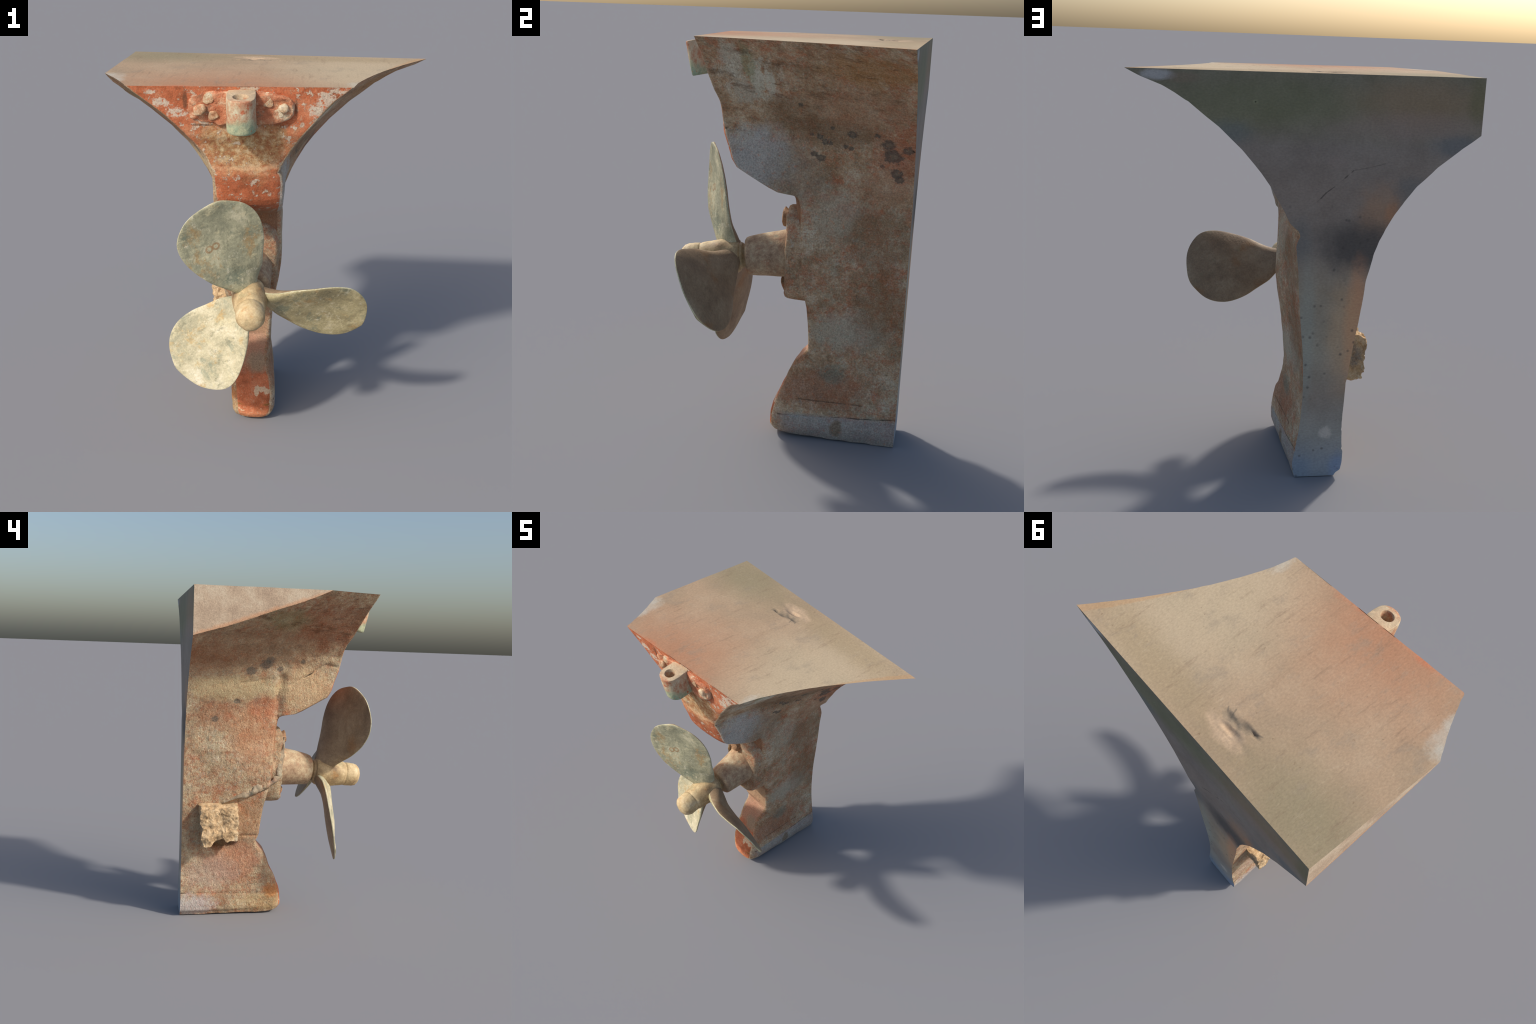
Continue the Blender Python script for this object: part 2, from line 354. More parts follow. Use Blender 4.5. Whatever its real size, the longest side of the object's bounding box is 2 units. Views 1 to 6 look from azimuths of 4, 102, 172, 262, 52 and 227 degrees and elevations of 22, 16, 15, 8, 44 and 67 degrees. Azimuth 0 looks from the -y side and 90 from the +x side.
def top_cut():
    """sanded flat cut on top"""
    k = Nodes('cut_top', 0.85, 0.15)
    f = k.noise(3.0, 5, 0.55)
    col = k.ramp(f, [(0.32, (168, 146, 120)), (0.5, (180, 154, 126)), (0.68, (188, 164, 136))])
    # reddish bleed along the transom
    Y = k.axis(1)
    X = k.axis(0)
    edge = k.math('ADD', k.math('SUBTRACT', Y, k.mul(X, 0.1)), k.mul(k.noise(6, 4, 0.6), 0.16))
    redx = k.step(k.math('ADD', k.vec('LENGTH', k.vec('DIVIDE', k.vec('SUBTRACT', k.P, (-0.22, -0.46, 2)), (0.70, 0.60, 1))), k.mul(k.noise(5, 6, 0.65), 0.5)), 1.4, 0.2)
    col = k.mix(col, lin((184, 130, 98)), k.mul(redx, 0.8))
    col = k.mix(col, lin((208, 120, 82)), k.mul(k.mul(k.step(edge, -0.31, -0.40), k.step(X, 0.22, 0.05)), 0.8))
    # yellowish right wing, greenish left-back corner
    col = k.mix(col, lin((198, 180, 150)), k.mul(k.blob((0.46, 0.12, 2), (0.36, 0.5, 1), 1.6, 0.2, 4), 0.75))
    col = k.mix(col, lin((146, 136, 108)), k.mul(k.blob((-0.66, 0.45, 2), (0.36, 0.2, 1), 1.6, 0.2, 4), 0.8))
    col = k.mix(col, lin((168, 148, 116)), k.mul(k.blob((0.3, 0.48, 2), (0.5, 0.10, 1), 1.4, 0.3, 4), 0.6))
    # orange rim with nicks along the right edge
    er = k.math('SUBTRACT', X, k.math('ADD', k.mul(Y, 0.36), k.math('ADD', k.mul(k.math('MULTIPLY', Y, Y), 0.17), 0.488)))
    er = k.math('ADD', er, k.mul(k.math('SUBTRACT', k.noise(30, 5, 0.7), 0.5), 0.03))
    col = k.mix(col, lin((196, 150, 104)), k.mul(k.mul(k.step(er, 0.016, 0.030), k.step(Y, -0.25, -0.1)), 0.4))
    # pale bluish chipped corners
    for c, r in [((-0.76, -0.27, 2), (0.05, 0.09, 1)), ((-0.72, -0.35, 2), (0.025, 0.06, 1)), ((0.40, -0.31, 2), (0.035, 0.06, 1)), ((-0.80, -0.20, 2), (0.035, 0.04, 1))]:
        col = k.mix(col, lin((198, 198, 186)), k.mul(k.blob(c, r, 1.4, 0.7, 22), 0.42))
    # grain scratches running fore and aft
    st = k.noise(26, 5, 0.7, (1.0, 0.14, 1), off=(2, 0, 0))
    col = k.mix(col, lin((134, 112, 92)), k.mul(k.step(st, 0.54, 0.74), 0.5))
    st2 = k.noise(60, 4, 0.7, (1.0, 0.2, 1), off=(5, 1, 0))
    col = k.mix(col, lin((204, 186, 160)), k.mul(k.step(st2, 0.56, 0.74), 0.25))
    bk = k.noise(10, 6, 0.7, (1, .5, 1), off=(9, 1, 0))
    col = k.mix(col, lin((154, 140, 122)), k.mul(k.step(bk, 0.52, 0.68), 0.4))
    pk = k.step(k.noise(60, 2, 0.5, (1, .5, 1)), 0.68, 0.76)
    col = k.mix(col, lin((120, 96, 72)), k.mul(pk, 0.4))
    # torn gouge: dark slit with a pale lip
    col = k.mix(col, lin((202, 174, 146)), k.mul(k.blob((-0.12, 0.45, 2), (0.11, 0.05, 1), 0.8, 0.5, 16), 0.55))
    for c, r, amt in [((-0.072, 0.394, 2), (0.038, 0.026, 1), .5), ((-0.118, 0.390, 2), (0.038, 0.020, 1), .5), ((-0.162, 0.376, 2), (0.038, 0.024, 1), .5), ((-0.21, 0.362, 2), (0.034, 0.010, 1), .45)]:
        col = k.mix(col, lin((112, 106, 94)), k.mul(k.blob(c, r, 0.9, 0.6, 34), amt))
    for a_, b_ in [((-0.06, 0.39, 2), (-0.035, 0.36, 2)), ((-0.08, 0.385, 2), (-0.07, 0.345, 2)), ((-0.20, 0.366, 2), (-0.245, 0.345, 2))]:
        col = k.mix(col, lin((118, 108, 94)), k.mul(k.line(a_, b_, 0.006, 0.008), 0.6))
    col = grain(k, col, 0.16, 110, (1, .6, 1))
    k.bump(k.noise(30, 4, 0.6, (1, .5, 1)), 0.25, 0.006)
    return k.finish(col)


def flat_cut():
    """left-hand cut face"""
    k = Nodes('cut_left', 0.85, 0.15)
    f = k.noise(9, 6, 0.65)
    col = k.ramp(f, [(0.35, (176, 154, 132)), (0.5, (190, 168, 144)), (0.65, (202, 184, 160))])
    Z, Y = k.axis(2), k.axis(1)
    d = k.math('ADD', k.math('SUBTRACT', Z, k.mul(Y, -0.345)), k.mul(k.noise(20, 3, 0.6), 0.03))
    col = k.mix(col, lin((206, 150, 110)), k.mul(k.step(d, 1.970, 1.945), 0.6))
    col = k.mix(col, lin((110, 88, 66)), k.mul(k.mul(k.step(d, 1.950, 1.940), k.step(k.noise(40, 4, 0.7), 0.45, 0.55)), 0.6))
    col = grain(k, col, 0.3, 140)
    k.bump(k.noise(45, 4, 0.6), 0.3, 0.008)
    return k.finish(col)


def back_cut():
    """inboard cut face: colours graded by height, with soft dark and tinted patches"""
    k = Nodes('cut_back', 0.7, 0.25)
    Z, X = k.axis(2), k.axis(0)
    w = k.math('ADD', Z, k.mul(k.math('SUBTRACT', k.noise(3.5, 4, 0.6), 0.5), 0.16))
    col = k.ramp(k.math('DIVIDE', w, 2.0), [(0.03, (156, 166, 176)), (0.12, (166, 164, 156)), (0.22, (152, 138, 124)), (0.34, (170, 160, 140)),
                 (0.48, (166, 150, 128)), (0.60, (138, 126, 116)), (0.72, (146, 130, 118)), (0.83, (142, 130, 120)), (0.90, (124, 120, 94)), (0.985, (122, 118, 98))])
    mot = k.noise(6, 6, 0.65, off=(2, 2, 2))
    col = k.mix(col, k.ramp(mot, [(0.35, (118, 106, 94)), (0.65, (176, 164, 150))]), 0.25)

    def patch(c, r, rgb, amt, soft=1.2, warp=0.25, ws=5):
        nonlocal col
        col = k.mix(col, lin(rgb), k.mul(k.blob(c, r, soft, warp, ws), amt))
    patch((-0.52, 0.575, 1.88), (0.30, 1, 0.10), (157, 130, 103), 0.58)
    patch((-0.50, 0.575, 1.77), (0.35, 1, 0.06), (159, 137, 128), 0.47)
    patch((-0.79, 0.575, 1.90), (0.04, 1, 0.10), (118, 113, 81), 0.55)
    patch((0.20, 0.575, 1.87), (0.40, 1, 0.10), (120, 120, 91), 0.55)
    patch((0.68, 0.575, 1.975), (0.07, 1, 0.022), (203, 201, 203), 0.55, 0.8)
    patch((0.57, 0.575, 1.965), (0.07, 1, 0.022), (135, 118, 101), 0.55, 0.8)
    patch((-0.72, 0.575, 1.68), (0.12, 1, 0.05), (103, 110, 115), 0.58)
    patch((-0.50, 0.575, 1.46), (0.08, 1, 0.07), (110, 115, 115), 0.43)
    patch((0.36, 0.575, 1.73), (0.10, 1, 0.05), (106, 118, 118), 0.47)
    patch((-0.36, 0.575, 1.36), (0.09, 1, 0.11), (184, 140, 104), 0.47, 1.6, 0.5, 9)
    patch((-0.42, 0.575, 1.36), (0.03, 1, 0.06), (194, 130, 86), 0.39, 1.4, 0.5, 9)
    patch((-0.27, 0.575, 1.20), (0.17, 1, 0.11), (88, 82, 78), 0.85, 1.2, 0.3, 7)
    patch((0.02, 0.575, 1.22), (0.05, 1, 0.10), (113, 115, 113), 0.47)
    patch((-0.275, 0.575, 0.80), (0.055, 1, 0.28), (225, 154, 108), 0.62, 1.0)
    patch((-0.22, 0.575, 0.75), (0.08, 1, 0.26), (211, 171, 130), 0.47)
    patch((-0.03, 0.575, 0.75), (0.04, 1, 0.36), (162, 169, 159), 0.39)
    patch((-0.22, 0.575, 0.05), (0.04, 1, 0.07), (120, 146, 184), 0.47)
    patch((-0.02, 0.575, 0.05), (0.06, 1, 0.06), (130, 150, 172), 0.35)
    patch((-0.15, 0.575, 0.24), (0.03, 1, 0.03), (223, 211, 198), 0.47, 0.8, 0.6, 20)
    patch((-0.14, 0.575, 1.60), (0.04, 1, 0.03), (154, 135, 125), 0.31)
    # scatter of dark pinholes
    vor = k.voronoi(24)
    hole = k.mul(k.step(vor, 0.26, 0.08), k.step(k.noise(8, 2, 0.5), 0.47, 0.58))
    col = k.mix(col, lin((84, 78, 74)), k.mul(k.mul(hole, k.step(Z, 1.5, 1.3)), 0.6))
    # one diagonal hairline and a pale plug
    col = k.mix(col, lin((86, 78, 72)), k.mul(k.mul(k.line((-0.06, 0.575, 1.42), (-0.22, 0.575, 1.56), 0.0045, 0.012), 0.75), k.step(k.noise(26, 4, 0.6), 0.38, 0.5)))
    col = k.mix(col, lin((90, 82, 76)), k.mul(k.line((-0.22, 0.575, 1.56), (-0.37, 0.575, 1.60), 0.004, 0.012), 0.4))
    col = k.mix(col, lin((150, 152, 118)), k.mul(k.blob((0.245, 0.575, 1.867), (0.010, 1, 0.010), 1.4, 0.0), 0.5))
    col = k.mix(col, lin((60, 60, 46)), k.mul(k.blob((0.245, 0.575, 1.867), (0.004, 1, 0.004), 0.8, 0.0), 0.8))
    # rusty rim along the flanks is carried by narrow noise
    col = grain(k, col, 0.18, 120, (.6, 1, 1))
    k.bump(k.noise(24, 4, 0.6), 0.15, 0.006)
    return k.finish(col)


def bronze(name, tone, marks=False):
    """verdigris bronze; tone 'face' pale green, 'back' brown, 'hub' warm cream"""
    k = Nodes(name, 0.62, 0.35)
    oi = k.n('ShaderNodeObjectInfo')
    rnd = oi.outputs['Random']
    src = k.vec('ADD', k.P, k.vec('SCALE', (3.1, 1.7, 2.3), rnd))
    f = k.math('ADD', k.mul(k.noise(6, 6, 0.62, dist=0.4, src=src), 0.7), k.mul(k.noise(30, 6, 0.7, (1, .6, 1), src=src), 0.3))
    if tone in ('olive', 'green', 'cream'):
        stops = {'olive': [(0.34, (126, 118, 90)), (0.46, (160, 148, 112)), (0.54, (176, 164, 126)), (0.64, (202, 190, 156))],
                 'green': [(0.34, (126, 126, 104)), (0.46, (154, 152, 126)), (0.54, (174, 170, 140)), (0.64, (208, 200, 168))],
                 'cream': [(0.34, (150, 148, 124)), (0.46, (182, 174, 144)), (0.54, (206, 196, 164)), (0.64, (226, 218, 194))]}[tone]
        col = k.ramp(f, stops)
        oc = k.step(k.noise(9, 8, 0.74, (1, .7, 1), src=src, off=(5, 5, 5)), 0.53, 0.64)
        col = k.mix(col, lin((194, 156, 92) if tone == 'cream' else (172, 136, 84)), k.mul(oc, 0.62))
        ve = k.step(k.noise(8, 7, 0.7, (.5, 1, 1), src=src, off=(1, 8, 2)), 0.53, 0.64)
        col = k.mix(col, lin((136, 146, 128) if tone == 'cream' else (112, 124, 108)), k.mul(ve, 0.6))
        pale = k.step(k.noise(20, 8, 0.76, src=src, off=(8, 1, 6)), 0.56, 0.66)
        col = k.mix(col, lin((226, 218, 192)), k.mul(pale, 0.7 if tone == 'cream' else 0.5))
        ps = k.step(k.noise(26, 8, 0.78, (.4, 1, 1), src=src, off=(3, 6, 9)), 0.53, 0.62)
        col = k.mix(col, lin((214, 202, 162)), k.mul(ps, 0.5))
        ds = k.step(k.noise(22, 8, 0.78, (1, .5, 1), src=src, off=(9, 6, 3)), 0.55, 0.64)
        col = k.mix(col, lin((116, 116, 94)), k.mul(ds, 0.5))
        gd = k.step(k.noise(40, 2, 0.5, src=src, off=(2, 2, 2)), 0.72, 0.78)
        col = k.mix(col, lin((74, 92, 76)), k.mul(gd, 0.6))
        if marks:
            for cx, cy in [(0.128, 0.352), (0.160, 0.346)]:
                d = k.vec('LENGTH', k.vec('MULTIPLY', k.vec('SUBTRACT', k.P, (cx, cy, 0)), (1, 1, 0)))
                ring = k.mul(k.step(d, 0.008, 0.012), k.step(d, 0.022, 0.017))
                col = k.mix(col, lin((150, 114, 76)), k.mul(k.mul(ring, k.step(k.noise(60, 3, 0.6), 0.25, 0.4)), 0.7))
    elif tone == 'back':
        col = k.ramp(f, [(0.36, (126, 106, 84)), (0.5, (148, 126, 100)), (0.64, (170, 150, 122))])
        oc = k.step(k.noise(5, 5, 0.6, src=src, off=(5, 5, 5)), 0.54, 0.72)
        col = k.mix(col, lin((150, 104, 60)), k.mul(oc, 0.6))
        ve = k.step(k.noise(14, 5, 0.6, src=src, off=(1, 8, 2)), 0.6, 0.72)
        col = k.mix(col, lin((142, 138, 108)), k.mul(ve, 0.4))
    else:
        col = k.ramp(f, [(0.36, (132, 106, 76)), (0.48, (180, 154, 114)), (0.58, (206, 182, 140)), (0.68, (222, 206, 170))])
        oc = k.step(k.noise(14, 5, 0.65, src=src, off=(5, 5, 5)), 0.56, 0.68)
        col = k.mix(col, lin((190, 140, 84)), k.mul(oc, 0.5))
        ve = k.step(k.noise(9, 5, 0.6, src=src, off=(1, 8, 2)), 0.58, 0.7)
        col = k.mix(col, lin((142, 142, 112)), k.mul(ve, 0.5))
    col = grain(k, col, 0.22, 110)
    k.bump(k.math('ADD', k.mul(k.noise(16, 4, 0.6), 0.7), k.mul(k.noise(60, 4, 0.6), 0.4)), 0.4, 0.010)
    return k.finish(col)


def tube_mat(name, stops, red=0.5, bump=0.5):
    k = Nodes(name, 0.75, 0.25)
    f = k.math('ADD', k.mul(k.noise(9, 6, 0.65), 0.6), k.mul(k.noise(34, 5, 0.7), 0.4))
    col = k.ramp(f, stops)
    rm = k.step(k.noise(12, 6, 0.7, off=(4, 4, 4)), 0.55, 0.66)
    col = k.mix(col, lin((190, 104, 68)), k.mul(rm, red))
    pm = k.step(k.noise(22, 6, 0.7, off=(9, 2, 1)), 0.57, 0.68)
    col = k.mix(col, lin((202, 190, 160)), k.mul(pm, 0.5))
    gm = k.step(k.noise(15, 5, 0.65, off=(2, 7, 1)), 0.60, 0.70)
    col = k.mix(col, lin((140, 146, 124)), k.mul(gm, 0.45))
    col = grain(k, col, 0.28, 150)
    k.bump(k.math('ADD', k.mul(k.noise(40, 5, 0.65), 0.8), k.mul(k.noise(120, 3, 0.6), 0.4)), bump, 0.010)
    return k.finish(col)


def lug_mat():
    k = Nodes('bracket_lug_bronze', 0.7, 0.3)
    f = k.math('ADD', k.mul(k.noise(14, 6, 0.65), 0.6), k.mul(k.noise(40, 5, 0.7, (1, 1, .5)), 0.4))
    col = k.ramp(f, [(0.38, (172, 112, 84)), (0.46, (190, 146, 114)), (0.53, (196, 176, 146)), (0.62, (206, 198, 170))])
    Z = k.axis(2)
    g = k.math('ADD', Z, k.mul(k.noise(16, 4, 0.6), -0.10))
    col = k.mix(col, k.ramp(k.noise(22, 5, 0.65), [(0.4, (134, 160, 134)), (0.6, (176, 184, 150))]), k.mul(k.step(g, 1.83, 1.78), 0.85))
    col = k.mix(col, lin((196, 172, 140)), k.mul(k.step(Z, 1.957, 1.965), 0.85))
    sp = k.step(k.noise(24, 3, 0.6, off=(5, 1, 1)), 0.64, 0.70)
    col = k.mix(col, lin((188, 100, 66)), k.mul(sp, 0.8))
    col = grain(k, col, 0.25, 150)
    k.bump(k.noise(50, 4, 0.6), 0.35, 0.008)
    return k.finish(col)


def anode_mat():
    k = Nodes('crumbling_anode', 0.95, 0.1)
    f = k.math('ADD', k.mul(k.noise(14, 6, 0.7), 0.5), k.mul(k.noise(50, 5, 0.7), 0.5))
    col = k.ramp(f, [(0.34, (146, 118, 88)), (0.46, (192, 162, 124)), (0.56, (212, 184, 146)), (0.68, (228, 210, 178))])
    gm = k.step(k.noise(8, 4, 0.6, off=(3, 3, 3)), 0.58, 0.70)
    col = k.mix(col, lin((170, 158, 132)), k.mul(gm, 0.6))
    col = k.mix(col, lin((104, 108, 112)), k.mul(k.blob((-0.31, 0.49, 0.58), (0.05, 0.03, 0.10), 0.8, 0.4, 14), 0.7))
    col = grain(k, col, 0.3, 170)
    k.bump(k.math('ADD', k.noise(45, 5, 0.7), k.mul(k.noise(140, 3, 0.6), 0.5)), 0.6, 0.012)
    return k.finish(col)


M_SIDE, M_STERN, M_TOP, M_LEFT, M_BACK = paint_side(), paint_stern(), top_cut(), flat_cut(), back_cut()

# ------------------------------------------------------------------ root
root = bpy.data.objects.new('boat_stern_section', None)
bpy.context.scene.collection.objects.link(root)
root['label'] = 'weathered cut-out boat stern with three-bladed bronze propeller'
root['category'] = 'boat stern'


def add(name, mesh, parent=root, kind=None):
    ob = bpy.data.objects.new(name, mesh)
    bpy.context.scene.collection.objects.link(ob)
    ob.parent = parent
    if kind:
        ob['kind'] = kind
    return ob


def finish_mesh(me, angle=35):
    me.validate()
    for p in me.polygons:
        p.use_smooth = True
    me.set_sharp_from_angle(angle=math.radians(angle))


def mesh_from(name, verts, faces, mats, angle=35, idx=None):
    me = bpy.data.meshes.new(name)
    me.from_pydata([tuple(v) for v in verts], [], faces)
    for m in mats:
        me.materials.append(m)
    if idx is not None:
        me.polygons.foreach_set('material_index', idx)
    finish_mesh(me, angle)
    return me


# ------------------------------------------------------------------ hull loft
BACK = 0.575
# sternline: fore-and-aft position of the right stern edge by height
stern_pts = [(0.0, -.020), (0.014, -.046), (.040, -.060), (.113, -.057), (.157, -.048), (.245, -.021), (.30, .002), (.335, .012), (.405, .045),
             (.445, .084), (.478, .110), (.54, .110), (.616, .105), (.70, .097), (.76, .085), (.85, .068), (1.0, .058), (1.20, .050), (1.243, .042), (1.262, .030),
             (1.272, .008), (1.277, -.024), (1.283, -.070), (1.302, -.111), (1.35, -.194), (1.389, -.259), (1.426, -.282), (1.496, -.303), (1.560, -.327),
             (1.575, -.331), (1.613, -.334), (1.685, -.334), (1.712, -.338), (1.759, -.355), (1.842, -.369), (1.932, -.377), (2.0, -.384)]
# half-section edges: x of the stern corner and of the cut back, right and left
front_R = table([(0, .020), (.03, .036), (.06, .047), (.127, .050), (.2, .046), (.262, .036), (.285, .023), (.35, .010), (.42, .002), (.5, .001), (.6, .008), (.7, .021), (.81, .036), (.88, .046),
                 (.96, .056), (1.04, .053), (1.2, .051), (1.3, .052), (1.36, .066), (1.43, .072), (1.50, .072), (1.545, .066), (1.57, .055), (1.60, .058), (1.639, .078), (1.677, .103),
                 (1.717, .129), (1.752, .154), (1.8, .193), (1.849, .232), (1.886, .260), (1.928, .298), (1.963, .341), (2.0, .385)])
front_L = table([(0, -.185), (.05, -.198), (.172, -.207), (.35, -.222), (.55, -.235), (.72, -.246), (.8, -.260), (.9, -.270), (1.0, -.262), (1.1, -.252), (1.2, -.254), (1.4, -.276), (1.495, -.275), (1.56, -.272),
                 (1.595, -.284), (1.638, -.301), (1.684, -.333), (1.723, -.363), (1.763, -.397), (1.806, -.435), (1.852, -.482), (1.893, -.527), (1.919, -.560), (1.968, -.622), (2.0, -.656)])
back_R = table([(0, -.004), (.033, .006), (.078, .010), (.154, -.001), (.229, -.013), (.322, -.023), (.414, -.028), (.512, -.028), (.609, -.024), (.704, -.016), (.82, -.002),
                (.919, .007), (.999, .014), (1.078, .019), (1.133, .026), (1.198, .034), (1.245, .029), (1.275, .041), (1.312, .070), (1.366, .096), (1.42, .128), (1.485, .165),
                (1.544, .208), (1.581, .239), (1.65, .299), (1.695, .346), (1.751, .404), (1.795, .462), (1.85, .530), (1.898, .603), (1.929, .658), (1.967, .757), (2.0, .822)])
back_L = table([(0, -.205), (.018, -.216), (.033, -.237), (.068, -.244), (.132, -.246), (.177, -.238), (.297, -.233), (.396, -.237), (.507, -.241), (.549, -.249), (.676, -.265),
                (.759, -.277), (.83, -.289), (.9, -.297), (.957, -.303), (1.029, -.310), (1.092, -.326), (1.168, -.343), (1.227, -.364), (1.296, -.397), (1.354, -.430), (1.419, -.475),
                (1.493, -.531), (1.536, -.577), (1.582, -.623), (1.627, -.681), (1.674, -.739), (1.707, -.786), (1.737, -.824), (1.784, -.925), (1.865, -1.11), (1.934, -1.29), (2.0, -1.40)])
sy = table(stern_pts)

# rows: even steps along the sternline, always hitting the part seams
Z_SHOE, Z_BLOCK = 0.130, 1.572
prof = np.array(stern_pts)
arc = np.concatenate([[0], np.cumsum(np.hypot(np.diff(prof[:, 0]), np.diff(prof[:, 1])))])
sN = 330
zz = np.interp(np.linspace(0, arc[-1], sN), arc, prof[:, 0])
for zs in (Z_SHOE, Z_BLOCK):
    zz[np.argmin(abs(zz - zs))] = zs
zz = np.maximum.accumulate(zz)

NF, NS, NB = 44, 200, 60
tt = np.linspace(0, 1, NS + 1)
tt = tt ** 1.25                      # denser at the stern corner


def side_x(z, t, s, right):
    """flank position; s = distance from the stern corner"""
    p = hollow_R(z) if right else hollow_L(z)
    a, b = (front_R(z), back_R(z)) if right else (front_L(z), back_L(z))
    x = a + (b - a) * np.clip(t, 0, 1) ** p
    # swelling round the stern tube
    bul = smooth01((z - 0.25) / 0.15) * smooth01((1.34 - z) / 0.15) * np.exp(-((s - 0.14) / 0.12) ** 2)
    bl2 = np.exp(-((z - 1.0) / 0.19) ** 2) * np.exp(-((s - 0.15) / 0.20) ** 2)
    x = x + 0.010 * bul if right else x - 0.036 * bl2
    # both flanks are scooped out just behind the counter block
    if right:
        x = x - 0.026 * np.exp(-((z - 1.38) / 0.09) ** 2) * np.exp(-((t - 0.52) / 0.24) ** 2)
        x = x - 0.016 * np.exp(-((z - 1.262) / 0.035) ** 2) * smooth01((t - 0.93) / 0.05)
    else:
        x = x + 0.024 * np.exp(-((z - 1.32) / 0.10) ** 2) * np.exp(-((t - 0.55) / 0.24) ** 2)
    # worn corner radius
    foot_f = smooth01((0.47 - z) / 0.08)
    rx = 0.010 + 0.010 * smooth01((1.6 - z) / 0.2) + 0.012 * foot_f
    ry = 0.010 + 0.010 * smooth01((1.6 - z) / 0.2) + (0.075 if right else 0.03) * foot_f
    q = np.clip(1 - s / ry, 0, 1)
    ins = rx * (1 - np.sqrt(np.maximum(1 - q * q, 0)))
    return x - ins if right else x + ins


slant = table([(0, .0), (.26, .0), (.31, -.06), (.45, -.05), (.52, .08), (.7, .10), (2, .10)])
# how hollow the flanks run between stern and cut, by height
hollow_R = table([(0, 1), (1.2, 1.1), (1.36, 1.8), (1.46, 1.8), (1.54, 1.55), (1.62, 1.35), (1.8, 1.28), (1.92, 1.36), (2.0, 1.42)])
hollow_L = table([(0, 1), (1.2, 1.0), (1.34, 1.35), (1.46, 1.5), (1.55, 1.38), (1.62, 1.28), (1.78, 1.22), (1.86, 1.28), (2.0, 1.24)])
# fair reference line the flanks spring from (the propeller notch is cut out of it)
yref = table([(0, -.055), (.2, -.045), (.35, .015), (.5, .085), (.65, .10), (.9, .07), (1.08, .03), (1.2, -.06), (1.32, -.17), (1.44, -.26), (1.56, -.315), (1.7, -.337), (2.0, -.384)])
# fullness of the stern face between its corners
belly = table([(0, .018), (.15, .016), (.25, .004), (.6, .0), (1.0, .020), (1.2, .030), (1.30, .024), (1.36, .018), (1.390, .024), (1.56, .022), (1.60, .014), (1.76, .012), (1.82, 0), (2, 0)])


grooves_R = [([(-.33, 1.572), (-.25, 1.576), (-.16, 1.583)], .008, .006), ([(-.06, .125), (.25, .135), (.575, .148)], .006, .005),
             ([(.02, 1.27), (-.04, 1.42)], .018, .006), ([(.08, .22), (.40, .21)], .007, .003), ([(.16, 1.90), (.575, 1.86)], .006, .004)]
grooves_L = [([(-.37, 1.575), (-.27, 1.59), (-.17, 1.53), (-.05, 1.46)], .008, .008), ([(-.06, .133), (.575, .150)], .006, .005),
             ([(.09, .518), (.22, .515)], .007, .008), ([(.575, .255), (.30, .29), (.06, .31)], .005, .003), ([(.015, 1.27), (.0, 1.50)], .028, .018),
             ([(.0, .835), (.17, .775), (.32, .715)], .010, .010), ([(.06, 1.50), (.25, 1.47)], .008, .004)]
ridges_L = [([(.0, .855), (.17, .795), (.32, .735)], .016, .014)]

verts, rows = [], []
for z in zz:
    yR = float(sy(z)); sl = float(slant(z))
    xr0, xl0 = float(front_R(z)), float(front_L(z))
    yL = yR + sl * (xl0 - xr0)
    # right flank stern to back, left flank back to stern
    yr = yR + (BACK - yR) * tt
    yq = float(yref(z))
    xr = side_x(z, (yr - yq) / (BACK - yq), yr - yR, True)
    yl = yL + (BACK - yL) * tt
    yq = yq + (yL - yR)
    xl = side_x(z, (yl - yq) / (BACK - yq), yl - yL, False)
    zr, zl = np.full_like(yr, z), np.full_like(yl, z)
    for g, w, d in grooves_R:
        xr -= d * np.exp(-(seg_dist(yr, zr, g) / w) ** 2)
    for g, w, d in grooves_L:
        xl += d * np.exp(-(seg_dist(yl, zl, g) / w) ** 2)
    for g, w, d in ridges_L:
        xl -= d * np.exp(-(seg_dist(yl, zl, g) / w) ** 2)
    # hollow below the anode
    xl += 0.045 * smooth01(1.9 - np.hypot((yl - .33) / .085, (z - .47) / .045) * 1.5) + 0.016 * np.exp(-((yl - .22) / .16) ** 2 - ((z - .43) / .07) ** 2)
    # relief: hand-faired and peeling
    for j in range(NS + 1):
        e = min(1.0, (1 - tt[j]) * 8)
        a = fbm(Vector((xr[j] * 2, yr[j] * 5, z * 5)), 4) * 0.0030 + fbm(Vector((xr[j] * 9 + 5, yr[j] * 24, z * 24)), 3) * 0.0010
        b = fbm(Vector((xl[j] * 2 + 9, yl[j] * 5, z * 5)), 4) * 0.0040 + fbm(Vector((xl[j] * 9, yl[j] * 28, z * 28)), 3) * 0.0022
        xr[j] += a * (0.3 + 0.7 * e); xl[j] += b * (0.4 + 0.6 * e)
    # worn foot: the underside is rounded and uneven
    zrow = z
    ring = []
    for i in range(NF):                                   # stern face, left to right
        u = i / NF
        x = xl[0] + (xr[0] - xl[0]) * u
        y = yL + (yR - yL) * u
        wv = max(0.0, math.sin(math.pi * u))
        d = fbm(Vector((x * 6, 3.0, z * 6)), 4) * 0.005 + fbm(Vector((x * 26, 8.0, z * 26)), 3) * 0.0016
        ring.append((x, y - d * wv * 0.9 - float(belly(z)) * wv ** 0.5, zrow))
    for j in range(NS):
        ring.append((xr[j], yr[j], zrow))
    for i in range(NB):
        u = i / NB
        ring.append((xr[-1] + (xl[-1] - xr[-1]) * u, BACK, zrow))
    for j in range(NS, 0, -1):
        ring.append((xl[j], yl[j], zrow))
    rows.append(ring)
R = len(rows[0])
V = np.array(rows)                                        # rows x ring x 3
